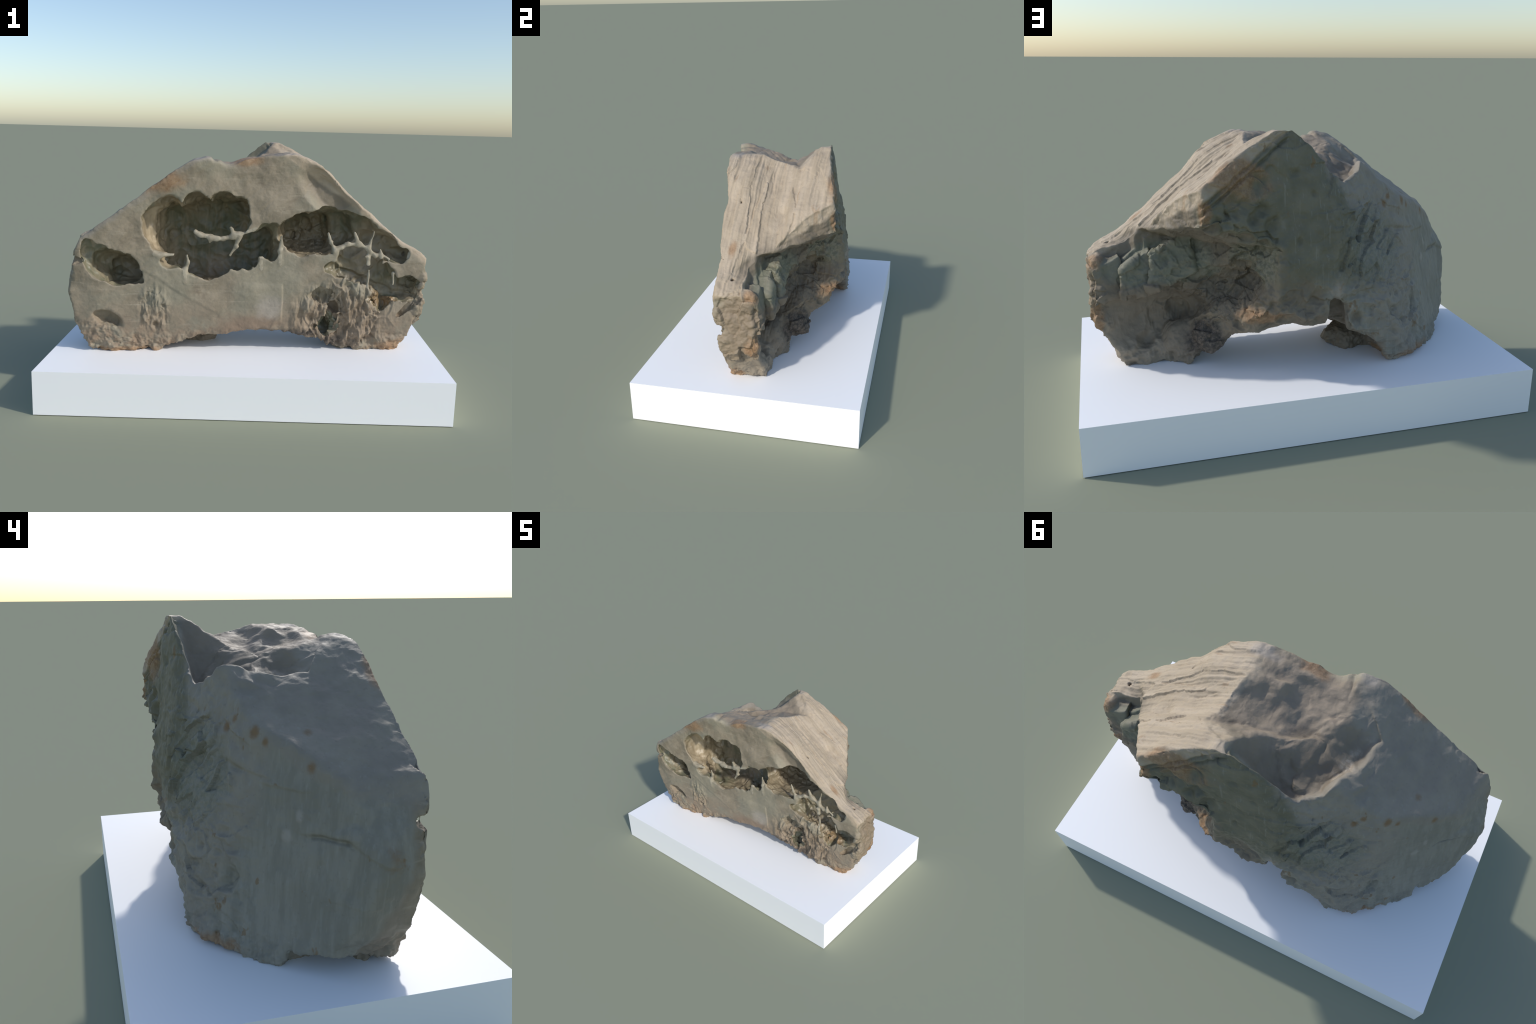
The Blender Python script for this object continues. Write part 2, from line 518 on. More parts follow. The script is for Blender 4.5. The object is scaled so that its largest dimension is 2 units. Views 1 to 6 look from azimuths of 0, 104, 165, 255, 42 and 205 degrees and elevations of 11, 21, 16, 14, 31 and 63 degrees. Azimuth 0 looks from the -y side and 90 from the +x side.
def relief(v, n, hollow):
    x, y, z = v[:, 0], v[:, 1], v[:, 2]
    wob = v + 0.03 * np.stack([perlin(v * 6 + s) for s in (1.7, 5.2, 8.8)], 1)
    fr = smoothstep(.5, .9, -n[:, 1])
    flat = np.maximum(fr, smoothstep(.3, .6, -n[:, 0]))
    flat = np.maximum(flat, smoothstep(.75, .95, n @ FACETS['right_slope'][0]))
    h = (1 - .85 * flat) * (0.006 * fbm(v, 5, 3, shift=3) + 0.0034 * fbm(v, 22, 4, shift=40)) + .0013 * fbm(v, 30, 4, .6, shift=44)
    ang = np.stack([.8 * x + .6 * z, y, .8 * z - .6 * x], 1)
    h += fr * .0016 * fbm(ang, (3, 3, 55), 3, .6, 46)
    # cracked, splintered stone low on the right of the front
    m = ball(v, (.53, -.15, .42), (.36, .22, .23)) * (1 - ball(v, (.80, -.12, .38), (.14, .2, .13), .3) * .75)
    val, edge = worley(wob, (13, 9, 9), 2)
    h += m * (0.040 * (val - .65) * smoothstep(0, .15, edge) + .022 * fbm(v, (22, 16, 10), 4, .55, 9) + .007 * fbm(v, (80, 40, 14), 2))
    # square plate left of it stands proud with a sharp right edge
    m = smoothstep(.185, .178, x + .02 * (z - .4)) * smoothstep(-.06, .0, x) * smoothstep(.60, .56, z) * smoothstep(.36, .42, z) * fr
    h += .006 * m
    # vertical ragged ribs low on the left of the front
    m = ball(v, (-.475, -.25, .44), (.10, .2, .17))
    val, edge = worley(wob, (30, 14, 13), 15)
    h += m * (.016 * (val - .45) + .010 * fbm(v, (40, 20, 14), 3, .6, 5))
    for c, r in (((-.515, -.235, .42), (.022, .06, .030)), ((-.425, -.23, .475), (.022, .06, .020)), ((-.47, -.235, .36), (.03, .06, .03))):
        h -= .018 * ball(v, c, r, .8)
    m = ball(v, (-.75, -.25, .30), (.16, .2, .14))
    h += m * 0.014 * (ridged(wob, (14, 14, 12), 3, 15) - .3)
    # crust below the arch
    m = ball(v, (.25, .05, .30), (.60, .45, .14))
    h += m * (0.013 * ridged(wob, 9, 4, 25) - .004)
    # saw and bedding lines along the right slope
    n0 = FACETS["right_slope"][0]
    m = smoothstep(.75, .97, n @ n0) * smoothstep(.1, .2, x)
    h += m * 0.0045 * fbm(v, (1.2, 48, 1.2), 4, .65, 60)
    val, edge = worley(v + .004 * np.stack([perlin(v * 30 + q0) for q0 in (1, 4, 7)], 1), (2.2, 15, 2.2), 4)
    h += m * 0.009 * (val - .5)
    # cracks across the left end
    for a, b in (((-.43, .29, .672), (-.53, .225, .690)), ((-.735, .00, .640), (-.82, -.09, .635)), ((-.82, -.09, .635), (-.90, -.18, .575)),
                 ((-.63, .12, .775), (-.69, .04, .770)), ((-.80, -.08, .455), (-.86, -.15, .450)), ((-.44, .24, .83), (-.56, .12, .80))):
        a, b = np.array(a, F32), np.array(b, F32)
        t = np.clip((v - a) @ (b - a) / ((b - a) @ (b - a)), 0, 1)
        d = np.linalg.norm(wob * .35 + v * .65 - (a + t[:, None] * (b - a)), axis=1)
        up = z - (a + t[:, None] * (b - a))[:, 2]
        h -= .010 * smoothstep(.016, .0, d)
        h += .006 * smoothstep(.0, .01, up) * smoothstep(.07, .02, d)
    # vertical drag lines on the left face
    m = smoothstep(.25, .6, -n[:, 0]) * smoothstep(.5, .2, np.abs(n[:, 2]))
    h += m * 0.0022 * fbm(v, (38, 38, 1.2), 3, .6, 7)
    # slanting splinters at the rear left corner
    m = ball(v, (-.30, .29, .76), (.26, .18, .26))
    q = np.stack([x + .75 * z, y, z - .9 * x], 1)
    val, edge = worley(q + .012 * np.stack([perlin(v * 25 + s) for s in (0, 3, 6)], 1), (16, 6, 5), 8)
    h += m * (0.032 * (val - .6) + .006 * fbm(q, (40, 12, 10), 3, .5, 66))
    # flakes and ledges over the back
    m = smoothstep(.3, .8, n[:, 1]) * smoothstep(.10, .25, y)
    val, edge = worley(wob + .02 * np.stack([perlin(v * 22 + q0) for q0 in (2, 5, 9)], 1), (6, 4, 8), 21)
    calm = 1 - .75 * ball(v, (.05, .33, 1.0), (.20, .2, .28), .5)
    h += m * calm * (.020 * (val - .55) + .005 * fbm(v, 26, 4, .55, 150))
    # upright brown rib where the recess meets the back
    h += m * .014 * np.exp(-((x - .135 + .10 * (z - .7)) / .018) ** 2) * smoothstep(.52, .58, z) * smoothstep(.86, .80, z)
    # ledge crossing the wall of the recess
    s = z - (.545 + .42 * (.75 - x))
    h += ball(v, (.55, .08, .62), (.40, .2, .2)) * .014 * smoothstep(-.006, .006, s + .010 * perlin(v * 14))
    low = m * smoothstep(.72, .55, z)
    h += low * (.014 * ridged(wob, (11, 8, 15), 3, 160) - .004)
    # pits and dents on the rear facet
    for c, r, a in (((.235, .36, 1.085), (.065, .09, .070), .030), ((.29, .38, 1.00), (.045, .09, .04), .026), ((.215, .36, .985), (.04, .09, .05), .026), ((.34, .38, 1.02), (.05, .09, .05), .016), ((.34, .37, .97), (.05, .08, .035), .022), ((.25, .36, .94), (.04, .08, .045), .026), ((.17, .35, .90), (.05, .09, .07), .026), ((.40, .38, .93), (.05, .08, .04), .018),
                    ((.07, .33, 1.12), (.05, .06, .025), .012), ((-.02, .33, 1.03), (.022, .05, .02), .010), ((.05, .35, .83), (.016, .05, .03), .012),
                    ((-.02, .36, .58), (.05, .06, .06), .02), ((-.03, .37, .46), (.045, .06, .04), .02), ((-.22, .37, .46), (.05, .06, .035), .02),
                    ((-.566, .207, .46), (.03, .06, .05), .012), ((.70, .02, .32), (.055, .1, .045), .035)):
        h -= a * ball(v, c, r, .9)
    # bedding ledges along the crest of the rear slab
    t = np.clip((x - .14) / .32, 0, 1)
    crest = 1.285 - .75 * (x - .14)
    m = smoothstep(.07, .11, x) * smoothstep(.50, .46, x) * smoothstep(.24, .29, y)
    for off, a in ((-.030, .010), (-.062, .014)):
        h -= m * a * np.exp(-((z - crest - off + .004 * perlin(v * 20)) / .008) ** 2)
    # the saddle is lumpy
    m = ball(v, (-.03, -.05, 1.2), (.26, .3, .13))
    h += m * .024 * fbm(v, 6, 2, .4, 70)
    # hollows are rippled
    h += hollow * (0.009 * fbm(v, (9, 9, 6), 3, .5, 90))
    # long crease across the front, left of centre
    s = (z - (.66 - .62 * (x + .54)))
    m = fr * smoothstep(-.58, -.5, x) * smoothstep(-.1, -.2, x) * (1 - hollow)
    h += m * .004 * smoothstep(-.012, .012, s + .01 * perlin(v * 9))
    # ragged, stepped end face
    m = ball(v, (.93, .0, .50), (.10, .20, .32), .3)
    val, edge = worley(wob, (9, 11, 12), 31)
    h += m * (.026 * (val - .55) + .010 * fbm(v, 20, 4, .55, 171))
    # crumbled band along the foot
    m = smoothstep(.36, .25, z)
    h += m * (.018 * fbm(wob, 15, 4, .6, 140) + .004)
    # broken facets in the recess
    m = ball(v, (.48, .20, .64), (.50, .24, .34)) * smoothstep(-.06, .02, y)
    val, edge = worley(wob, (9, 9, 11), 6)
    val2, edge2 = worley(wob, (22, 22, 26), 12)
    h += m * (.034 * (val - .5) + .012 * (val2 - .5) + .008 * fbm(v, 18, 4, .55, 33))
    # scalloped breakage over the rear facet's lower rim and the slab end
    m = ball(v, (.30, .36, .90), (.26, .1, .12))
    h -= m * .020 * np.maximum(0, fbm(v, 14, 3, .5, 81))
    # crumbling along the sharp edges of the block
    nn = np.stack([p[0] for p in FACETS.values()]).astype(F32)
    gap = nn @ v.T - np.array([p[1] for p in FACETS.values()], F32)[:, None]
    order = np.argpartition(gap, -2, axis=0)[-2:]
    a, b = (np.take_along_axis(gap, order[k:k + 1], 0)[0] for k in (0, 1))
    sharp = smoothstep(.75, .25, (nn[order[0]] * nn[order[1]]).sum(1))
    near = sharp * smoothstep(.035, .0, np.abs(a - b)) * smoothstep(-.05, -.01, np.maximum(a, b))
    h -= near * (1 - .9 * np.maximum(smoothstep(.45, .6, x) * (z > .6), smoothstep(.9, 1.05, z))) * (.014 * np.maximum(0, fbm(v, 13, 4, .6, 51) + .15) + .004)
    return h


def skin():
    f = build_field()
    build_blocks(f)
    build_under(f)
    build_caves(f)
    base = (AX[2] < PLINTH_TOP - .002)
    f.d[:, :, base] = np.maximum(f.d[:, :, base], .01)
    v, q = surface_net(f.d)
    v, q = keep_largest(v, q)
    n = normals_of(v, q)
    hull, cave = sample(f.hull, v), sample(f.cave, v)
    hollow = smoothstep(.004, .016, -hull) * smoothstep(.012, .006, np.abs(cave))
    h = relief(v.astype(F32), n, hollow)
    v2 = v + n * h[:, None]
    v3 = v.astype(F32)
    m = ball(v3, (-.22, .05, 1.10), (.25, .34, .20))[:, None]
    v2 = v2 + .024 * m * np.stack([fbm(v3, 6.5, 3, .5, q0) for q0 in (410, 440, 470)], 1)
    v2 = v2 + .009 * np.stack([fbm(v3, 5, 2, .5, q0) for q0 in (210, 240, 270)], 1) + .004 * (1 - .75 * smoothstep(.5, .9, -n[:, 1:2])) * np.stack([fbm(v3, 16, 2, .5, q0) for q0 in (310, 340, 370)], 1)
    v2[:, 2] = np.maximum(v2[:, 2], PLINTH_TOP - .002)
    # which faces belong to which strand
    owner = np.full(len(q), -1)
    mid = v[q].mean(1)
    for k, (r, pts) in enumerate(f.strands):
        lo, hi = np.min(pts, 0) - .03, np.max(pts, 0) + .03
        idx = np.flatnonzero(((mid > lo) & (mid < hi)).all(1))
        d = np.full(len(idx), 9.0)
        for a, b in zip(pts[:-1], pts[1:]):
            t = np.clip((mid[idx] - a) @ (b - a) / ((b - a) @ (b - a)), 0, 1)
            d = np.minimum(d, np.linalg.norm(mid[idx] - (a + t[:, None] * (b - a)), axis=1))
        owner[idx[d < 1.3 * r + .004]] = k
    return v2, q, hollow, owner


# ------------------------------------------------------------------ objects
def mesh_object(name, v, q, material, parent, normals=None):
    used = np.zeros(len(v), bool)
    used[q.ravel()] = True
    remap = np.cumsum(used) - 1
    me = bpy.data.meshes.new(name)
    vv, qq = v[used], remap[q]
    me.vertices.add(len(vv))
    me.vertices.foreach_set("co", vv.astype(F32).ravel())
    me.loops.add(qq.size)
    me.loops.foreach_set("vertex_index", qq.astype(np.int32).ravel())
    me.polygons.add(len(qq))
    me.polygons.foreach_set("loop_start", np.arange(0, qq.size, 4, dtype=np.int32))
    me.update(calc_edges=True)
    me.polygons.foreach_set("use_smooth", np.ones(len(qq), bool))
    if normals is not None:
        me.normals_split_custom_set_from_vertices(normals[used])
    me.materials.append(material)
    ob = bpy.data.objects.new(name, me)
    bpy.context.scene.collection.objects.link(ob)
    ob.parent = parent
    return ob


def plinth_object(material, parent):
    bm = bmesh.new()
    bmesh.ops.create_cube(bm, size=1)
    bmesh.ops.scale(bm, vec=(2.0, 1.184, PLINTH_TOP), verts=bm.verts)
    bmesh.ops.translate(bm, vec=(0, 0, PLINTH_TOP / 2), verts=bm.verts)
    me = bpy.data.meshes.new("plinth")
    bm.to_mesh(me)
    bm.free()
    me.materials.append(material)
    ob = bpy.data.objects.new("plinth", me)
    bpy.context.scene.collection.objects.link(ob)
    ob.parent = parent
    return ob


# ------------------------------------------------------------------ materials
class Nodes:
    def __init__(self, name):
        self.mat = bpy.data.materials.new(name)
        self.mat.use_nodes = True
        self.t = self.mat.node_tree
        self.t.nodes.clear()
        self.out = self.t.nodes.new("ShaderNodeOutputMaterial")
        self.bsdf = self.t.nodes.new("ShaderNodeBsdfPrincipled")
        self.t.links.new(self.bsdf.outputs[0], self.out.inputs[0])
        self.co = self.t.nodes.new("ShaderNodeTexCoord").outputs["Object"]
        xyz = self.t.nodes.new("ShaderNodeSeparateXYZ")
        self.t.links.new(self.co, xyz.inputs[0])
        self.along_x, self.height = xyz.outputs[0], xyz.outputs[2]

    def on_plane(self, facet, thick, soft):
        """mask: 1 where the point lies in the skin of a facet of the block"""
        n, d = FACETS[facet]
        v = self.t.nodes.new("ShaderNodeVectorMath")
        v.operation = "DOT_PRODUCT"
        self.t.links.new(self.co, v.inputs[0])
        v.inputs[1].default_value = tuple(n)
        depth = self.math("SUBTRACT", float(d), v.outputs["Value"])
        depth = self.math("ADD", depth, self.math("MULTIPLY_ADD", self.noise(8, 4, .6), .05, -.025))
        return self.range(depth, thick - soft, thick, 1, 0)

    def put(self, sock, v):
        if isinstance(v, bpy.types.NodeSocket):
            self.t.links.new(v, sock)
        elif v is not None:
            sock.default_value = v

    def math(self, op, a, b=None, c=None, clamp=False):
        n = self.t.nodes.new("ShaderNodeMath")
        n.operation, n.use_clamp = op, clamp
        for s, v in zip(n.inputs, (a, b, c)):
            self.put(s, v)
        return n.outputs[0]

    def scaled(self, s, shift=(0, 0, 0), rot=(0, 0, 0)):
        n = self.t.nodes.new("ShaderNodeMapping")
        self.put(n.inputs["Vector"], self.co)
        n.inputs["Scale"].default_value = s
        n.inputs["Location"].default_value = shift
        n.inputs["Rotation"].default_value = rot
        return n.outputs[0]

    def noise(self, scale, detail=4, rough=.55, vec=None, dist=0.0):
        n = self.t.nodes.new("ShaderNodeTexNoise")
        self.put(n.inputs["Vector"], self.co if vec is None else vec)
        n.inputs["Scale"].default_value, n.inputs["Detail"].default_value = scale, detail
        n.inputs["Roughness"].default_value, n.inputs["Distortion"].default_value = rough, dist
        return n.outputs["Fac"]

    def range(self, v, a, b, c=0.0, d=1.0):
        n = self.t.nodes.new("ShaderNodeMapRange")
        n.interpolation_type = "SMOOTHSTEP"
        for s, q in zip(n.inputs, (v, a, b, c, d)):
            self.put(s, q)
        return n.outputs[0]

    def mix(self, fac, a, b, mode="MIX"):
        n = self.t.nodes.new("ShaderNodeMix")
        n.data_type, n.blend_type = "RGBA", mode
        self.put(n.inputs[0], fac)
        for s, v in ((n.inputs[6], a), (n.inputs[7], b)):
            self.put(s, v if isinstance(v, bpy.types.NodeSocket) else (*v, 1))
        return n.outputs[2]

    def near(self, c, r, soft=.5, ragged=.35, scale=9):
        """mask: 1 inside an ellipsoid at c with radii r, with a ragged border"""
        m = self.t.nodes.new("ShaderNodeMapping")
        m.vector_type = "POINT"
        self.put(m.inputs["Vector"], self.co)
        m.inputs["Scale"].default_value = [1 / q for q in r]
        m.inputs["Location"].default_value = [-a / q for a, q in zip(c, r)]
        l = self.t.nodes.new("ShaderNodeVectorMath")
        l.operation = "LENGTH"
        self.put(l.inputs[0], m.outputs[0])
        d = l.outputs["Value"]
        if ragged:
            d = self.math("ADD", d, self.math("MULTIPLY_ADD", self.noise(scale, 5, .6), 2 * ragged, -ragged))
        return self.range(d, 1 - soft, 1, 1, 0)

    def bump(self, height, strength, distance, normal=None):
        n = self.t.nodes.new("ShaderNodeBump")
        n.inputs["Strength"].default_value, n.inputs["Distance"].default_value = strength, distance
        self.put(n.inputs["Height"], height)
        if normal is not None:
            self.put(n.inputs["Normal"], normal)
        return n.outputs[0]

    def finish(self, colour, rough, normal=None, spec=.3):
        self.put(self.bsdf.inputs["Base Color"], colour)
        self.put(self.bsdf.inputs["Roughness"], rough)
        self.bsdf.inputs["Specular IOR Level"].default_value = spec
        if normal is not None:
            self.put(self.bsdf.inputs["Normal"], normal)
        return self.mat


def stone_material():
    g = Nodes("weathered_stone")
    big, mid, fine = g.noise(2.6, 5), g.noise(11, 6, .6), g.noise(55, 6, .7)
    # body colour: grey brown, mottled
    c = g.mix(g.range(big, .35, .65), (.20, .165, .120), (.27, .225, .165))
    # sawn front: olive grey
    front = g.on_plane("front", .075, .05)
    c = g.mix(g.math("MULTIPLY", front, .8), c, g.mix(g.range(mid, .3, .7), (.232, .196, .136), (.365, .305, .220)))
    hatch = g.range(g.noise(1, 5, .65, g.scaled((3.5, 6, 42), rot=(0, .62, 0)), .8), .55, .70)
    c = g.mix(g.math("MULTIPLY", g.math("MULTIPLY", front, hatch), .55), c, (.42, .365, .275))
    dirt = g.range(g.noise(6.5, 6, .68, None, 1.0), .54, .66)
    c = g.mix(g.math("MULTIPLY", g.math("MULTIPLY", front, dirt), .55), c, (.190, .152, .105))
    tint = g.range(g.noise(3.1, 4, .55, g.scaled((1, 1, 1), (4, 1, 2))), .42, .58)
    c = g.mix(g.math("MULTIPLY", g.math("MULTIPLY", front, tint), .6), c, (.285, .268, .198))
    c = g.mix(g.math("MULTIPLY", g.math("MULTIPLY", front, g.range(g.height, .52, .25)), g.range(mid, .35, .6)), c, (.245, .178, .118))
    # left slope: mauve grey; left end: green grey with fine drag lines
    left = g.math("MAXIMUM", g.on_plane("left", .085, .03), g.math("MAXIMUM", g.on_plane("left_rear", .085, .03), g.on_plane("rear_left_mid", .07, .03)))
    drag = g.noise(1, 4, .6, g.scaled((30, 30, 1.0)))
    c = g.mix(g.math("MULTIPLY", left, .9), c, g.mix(g.range(drag, .35, .65), (.240, .226, .180), (.300, .280, .226)))
    c = g.mix(g.math("MULTIPLY", g.math("MAXIMUM", g.on_plane("left_slope", .04, .02), g.on_plane("rear_left_up", .05, .03)), .9), c, g.mix(g.range(mid, .3, .7), (.262, .232, .186), (.320, .284, .224)))
    # rear facets: dark sea green with pale scratches
    rear = g.math("MAXIMUM", g.on_plane("rear_up", .04, .025), g.on_plane("rear_mid", .05, .03))
    rear = g.math("MULTIPLY", rear, g.range(g.height, .55, .72))
    c = g.mix(g.math("MULTIPLY", rear, .92), c, g.mix(g.range(mid, .3, .7), (.140, .132, .086), (.205, .188, .128)))
    scratch = g.range(g.noise(1, 3, .6, g.scaled((26, 26, 3.5), rot=(0, .35, 0)), 1.5), .66, .74)
    c = g.mix(g.math("MULTIPLY", g.math("MULTIPLY", rear, scratch), .5), c, (.30, .28, .22))
    # splintered rear corner: pale blue-green flakes
    c = g.mix(g.math("MULTIPLY", g.near((-.33, .28, .78), (.22, .17, .24), .5, .3, 12), .55), c, g.mix(g.range(fine, .4, .6), (.165, .180, .138), (.26, .25, .20)))
    # recess: green broken blocks above, brown wall below
    recess = g.near((.50, .21, .60), (.50, .24, .27), .25, .12)
    c = g.mix(g.math("MULTIPLY", recess, .9), c, g.mix(g.range(mid, .35, .65), (.150, .122, .086), (.220, .180, .128)))
    c = g.mix(g.math("MULTIPLY", g.near((.62, .09, .71), (.34, .12, .13), .3, .3, 7), .9), c, g.mix(g.range(mid, .35, .65), (.180, .184, .130), (.245, .232, .172)))
    c = g.mix(g.math("MULTIPLY", g.near((.24, .30, .74), (.16, .14, .14), .4, .4, 9), .85), c, g.mix(g.range(fine, .4, .6), (.155, .150, .100), (.250, .228, .165)))
    c = g.mix(g.math("MULTIPLY", g.near((.13, .36, .68), (.035, .08, .17), .5, .25, 9), .7), c, (.21, .175, .12))
    blot = g.range(g.noise(9, 6, .65, None, .8), .55, .68)
    c = g.mix(g.math("MULTIPLY", g.math("MULTIPLY", recess, blot), .6), c, (.275, .215, .140))
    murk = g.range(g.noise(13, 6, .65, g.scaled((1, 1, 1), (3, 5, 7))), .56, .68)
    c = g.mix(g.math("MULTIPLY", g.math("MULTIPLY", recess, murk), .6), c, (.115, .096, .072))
    # right slope: pale tan skin
    slope = g.math("MULTIPLY", g.on_plane("right_slope", .035, .02), g.range(g.along_x, .02, .12))
    bands = g.noise(1, 5, .6, g.scaled((3, 24, 3)))
    c = g.mix(slope, c, g.mix(g.range(bands, .3, .7), (.38, .305, .215), (.47, .385, .285)))
    c = g.mix(g.math("MULTIPLY", g.near((-.02, -.05, 1.21), (.28, .30, .09), .5, .3), .8), c, g.mix(g.range(mid, .3, .7), (.28, .225, .165), (.37, .295, .215)))
    # end face and lower front right: browner
    c = g.mix(g.math("MULTIPLY", g.near((.93, -.02, .5), (.06, .16, .28), .4, .2), .7), c, (.28, .215, .145))
    c = g.mix(g.math("MULTIPLY", g.near((.48, -.17, .38), (.36, .12, .20), .5, .3, 7), .75), c, g.mix(g.range(mid, .35, .65), (.17, .120, .075), (.30, .235, .165)))
    c = g.mix(g.math("MULTIPLY", g.near((-.02, -.20, .36), (.26, .06, .09), .6, .4, 10), .6), c, (.235, .165, .115))
    worn = g.range(g.t.nodes.new("ShaderNodeNewGeometry").outputs["Pointiness"], .52, .60)
    c = g.mix(g.math("MULTIPLY", g.math("MULTIPLY", worn, front), .35), c, (.43, .37, .27))
    # rust along rims, ledges and the foot
    rust = None
    for p, r in (((-.45, -.33, 1.11), (.20, .05, .09)), ((-.02, -.27, 1.215), (.12, .09, .04)), ((.30, .36, 1.13), (.22, .05, .14)), ((.22, .32, .50), (.15, .10, .05)),
                 ((.91, .05, .72), (.05, .06, .05)), ((.91, .05, .44), (.05, .06, .10)), ((.46, .37, .98), (.04, .05, .08)), ((-.50, .25, .24), (.25, .15, .04)),
                 ((.80, -.10, .24), (.16, .10, .05)), ((-.62, -.25, .22), (.25, .06, .03)), ((.70, -.10, .88), (.10, .03, .05)), ((.28, .13, .92), (.0001, .0001, .0001))):
        m = g.near(p, r, .6, .5, 16)
        rust = m if rust is None else g.math("MAXIMUM", rust, m)
    c = g.mix(g.math("MULTIPLY", rust, .75), c, g.mix(g.range(fine, .35, .65), (.25, .135, .062), (.38, .24, .13)))
    cracks = g.range(g.noise(1, 3, .5, g.scaled((5, 30, 5)), 1.0), .64, .70)
    c = g.mix(g.math("MULTIPLY", g.math("MULTIPLY", slope, cracks), .45), c, (.36, .24, .14))
    stain = g.math("MULTIPLY", left, g.range(g.noise(1, 3, .6, g.scaled((17, 17, 9), (3, 7, 1))), .665, .72))
    c = g.mix(g.math("MULTIPLY", stain, .7), c, (.215, .135, .062))
    thread = g.range(g.noise(1, 2, .5, g.scaled((70, 70, 1.4), (1, 2, 3))), .60, .72)
    c = g.mix(g.math("MULTIPLY", g.math("MULTIPLY", left, thread), .30), c, (.34, .33, .28))
    # rust specks on the left end
    speck = None
    for p, r in (((-.403, .19, .938), .022), ((-.523, .127, .938), .028), ((-.596, -.031, .954), .025), ((-.686, -.015, .845), .022), ((-.43, .17, .97), .018), ((-.56, .10, .91), .018),
                 ((-.89, -.20, .60), .04), ((-.87, -.22, .50), .035), ((-.83, -.2, .34), .03)):
        m = g.near(p, (r, r, r * 1.3), .8, .5, 40)
        speck = m if speck is None else g.math("MAXIMUM", speck, m)
    c = g.mix(g.math("MULTIPLY", speck, .8), c, (.22, .125, .05))
    ledge = None  # sunlight on the plate's riser, painted as a pale tan band
    for p, r in (((-.335, -.075, 1.130), .040), ((-.312, -.015, 1.118), .042), ((-.292, .045, 1.102), .040), ((-.272, .105, 1.084), .034), ((-.252, .165, 1.058), .030)):
        m = g.near(p, (r, r * 1.2, r), .6, .35, 22)
        ledge = m if ledge is None else g.math("MAXIMUM", ledge, m)
    c = g.mix(g.math("MULTIPLY", ledge, .75), c, g.mix(g.range(fine, .4, .6), (.32, .26, .185), (.45, .385, .30)))
    # pale bruises on crests
    pale = None
    for p, r in (((-.235, -.30, 1.225), (.07, .06, .03)), ((.20, -.21, 1.25), (.10, .06, .03)), ((-.673, .064, .631), (.02, .03, .03)), ((-.70, .03, .70), (.02, .02, .03)), ((-.12, .36, .60), (.05, .05, .06)),
                 ((.12, -.22, .45), (.10, .05, .10))):
        m = g.near(p, r, .7, .5, 22)
        pale = m if pale is None else g.math("MAXIMUM", pale, m)
    c = g.mix(g.math("MULTIPLY", pale, .5), c, (.42, .37, .32))
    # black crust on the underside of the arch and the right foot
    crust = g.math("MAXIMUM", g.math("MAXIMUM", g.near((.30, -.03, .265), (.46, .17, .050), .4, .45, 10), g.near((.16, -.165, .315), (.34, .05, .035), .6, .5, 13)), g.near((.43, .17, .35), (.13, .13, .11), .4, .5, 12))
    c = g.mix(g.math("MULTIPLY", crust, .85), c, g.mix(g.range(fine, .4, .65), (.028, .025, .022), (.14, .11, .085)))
    # fine dark and pale grain
    c = g.mix(g.math("MULTIPLY", g.range(fine, .56, .72), .30), c, (.16, .135, .10))
    c = g.mix(g.math("MULTIPLY", g.range(g.noise(120, 5, .7), .60, .75), .22), c, (.50, .46, .40))
    nrm = g.bump(g.noise(150, 5, .65), .30, .003, g.bump(g.noise(45, 6, .65), .30, .006))
    return g.finish(c, g.range(mid, .3, .7, .55, .75), nrm, .4)


def strand_material():
    g = Nodes("pale_strand")
    c = g.mix(g.range(g.noise(30, 5, .6), .35, .65), (.30, .262, .190), (.41, .365, .275))
    return g.finish(c, .65, g.bump(g.noise(120, 5, .65), .3, .003), .4)


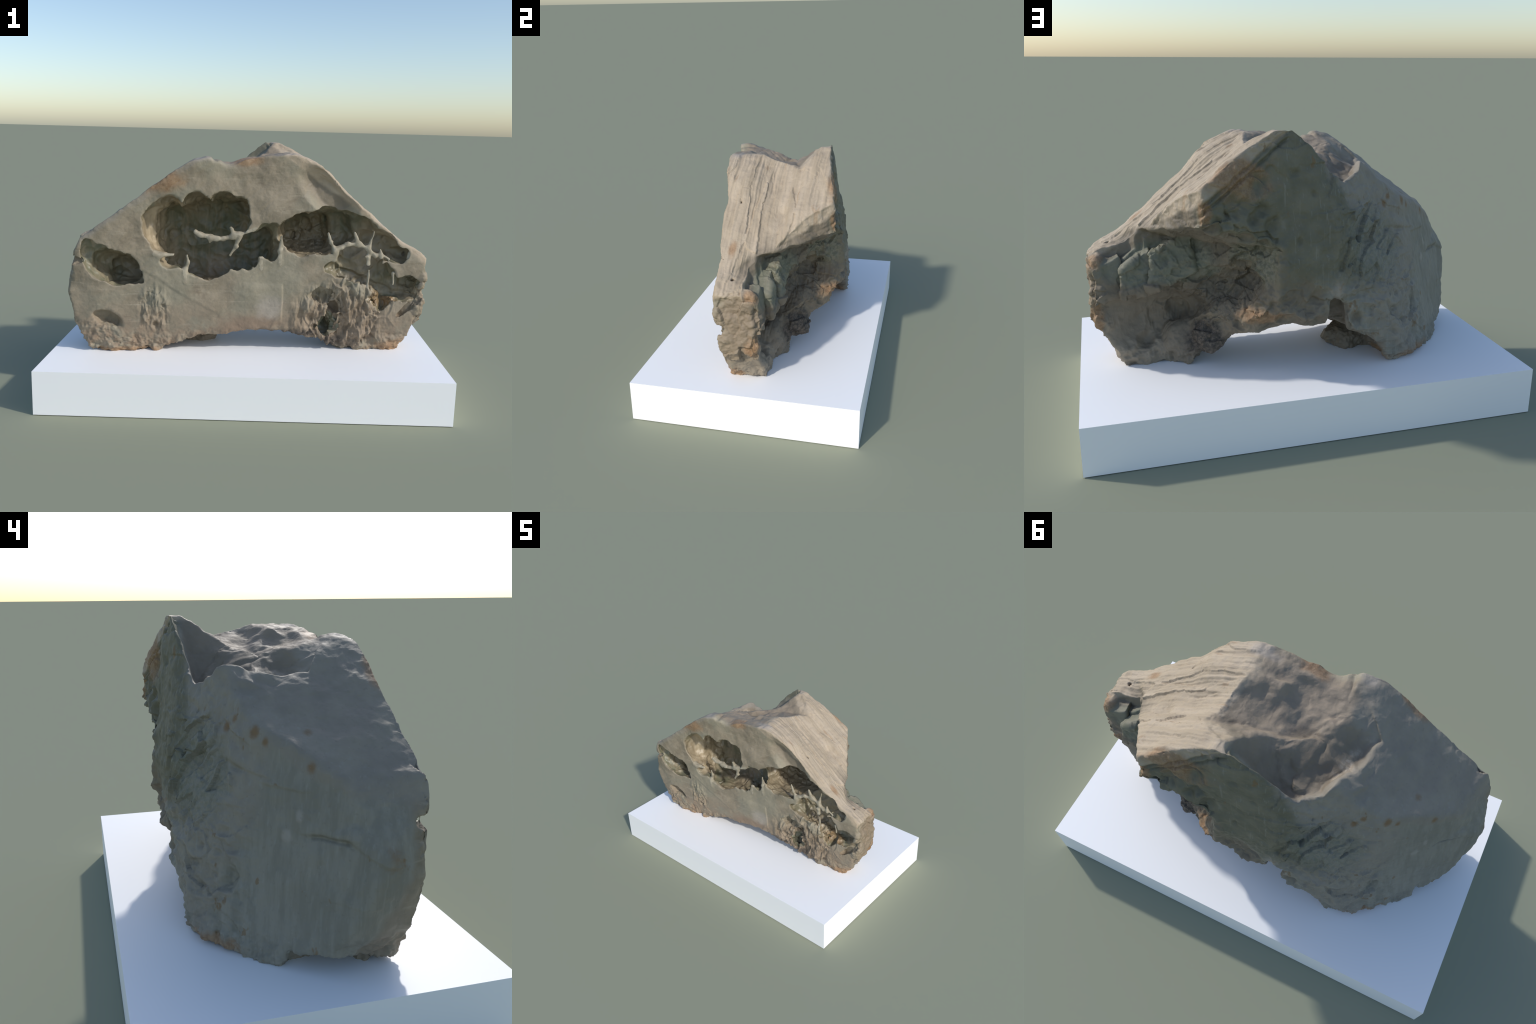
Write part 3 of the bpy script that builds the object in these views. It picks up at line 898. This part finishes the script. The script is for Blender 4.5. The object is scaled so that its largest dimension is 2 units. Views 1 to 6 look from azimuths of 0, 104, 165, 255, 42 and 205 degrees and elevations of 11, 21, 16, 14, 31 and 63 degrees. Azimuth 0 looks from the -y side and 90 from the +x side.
def hollow_material():
    g = Nodes("cave_stone")
    mid = g.noise(9, 6, .62)
    streak = g.noise(1, 5, .6, g.scaled((22, 22, 2.2)))
    c = g.mix(g.range(g.noise(3.4, 4), .40, .60), (.185, .182, .120), (.300, .245, .165))  # base colours lightened to offset the deep shade inside the caves
    c = g.mix(g.math("MULTIPLY", g.range(streak, .45, .65), .6), c, (.36, .295, .20))
    c = g.mix(g.math("MULTIPLY", g.near((-.40, -.14, .82), (.19, .20, .24), .5, .3), .85), c, g.mix(g.range(streak, .38, .62), (.300, .240, .155), (.50, .41, .28)))
    c = g.mix(g.math("MULTIPLY", g.near((-.08, -.02, .80), (.17, .16, .22), .5, .35), .75), c, g.mix(g.range(streak, .40, .66), (.170, .176, .115), (.300, .230, .145)))
    c = g.mix(g.math("MULTIPLY", g.near((.40, -.1, .84), (.22, .16, .13), .5, .3), .7), c, g.mix(g.range(mid, .4, .62), (.165, .152, .136), (.280, .255, .220)))
    c = g.mix(g.math("MULTIPLY", g.near((.72, -.12, .50), (.10, .10, .07), .6, .4, 14), .7), c, (.34, .21, .105))
    c = g.mix(g.math("MULTIPLY", g.range(mid, .58, .72), .4), c, (.085, .08, .06))
    nrm = g.bump(g.noise(70, 6, .65), .35, .005)
    return g.finish(c, .38, nrm, .5)


def plinth_material():
    g = Nodes("white_plinth")
    return g.finish((1.0, 1.0, 1.0, 1), .55, spec=.5)


def main():
    root = bpy.data.objects.new("viewing_stone", None)
    bpy.context.scene.collection.objects.link(root)
    root["label"] = "hollowed grey-brown weathered rock on white rectangular plinth"
    root["category"] = "rock sculpture"
    plinth_object(plinth_material(), root)
    v, q, hollow, owner = skin()
    n = normals_of(v, q)
    inner = hollow[q].mean(1) > .5
    rock, cave, pale = stone_material(), hollow_material(), strand_material()
    stone = mesh_object("stone", v, q[~inner & (owner < 0)], rock, root, n)
    mesh_object("cave", v, q[inner & (owner < 0)], cave, stone, n)
    for k in range(owner.max() + 1):
        if (owner == k).sum() > 20:
            mesh_object("strand", v, q[owner == k], pale, stone, n)
    print("faces", len(q))


main()
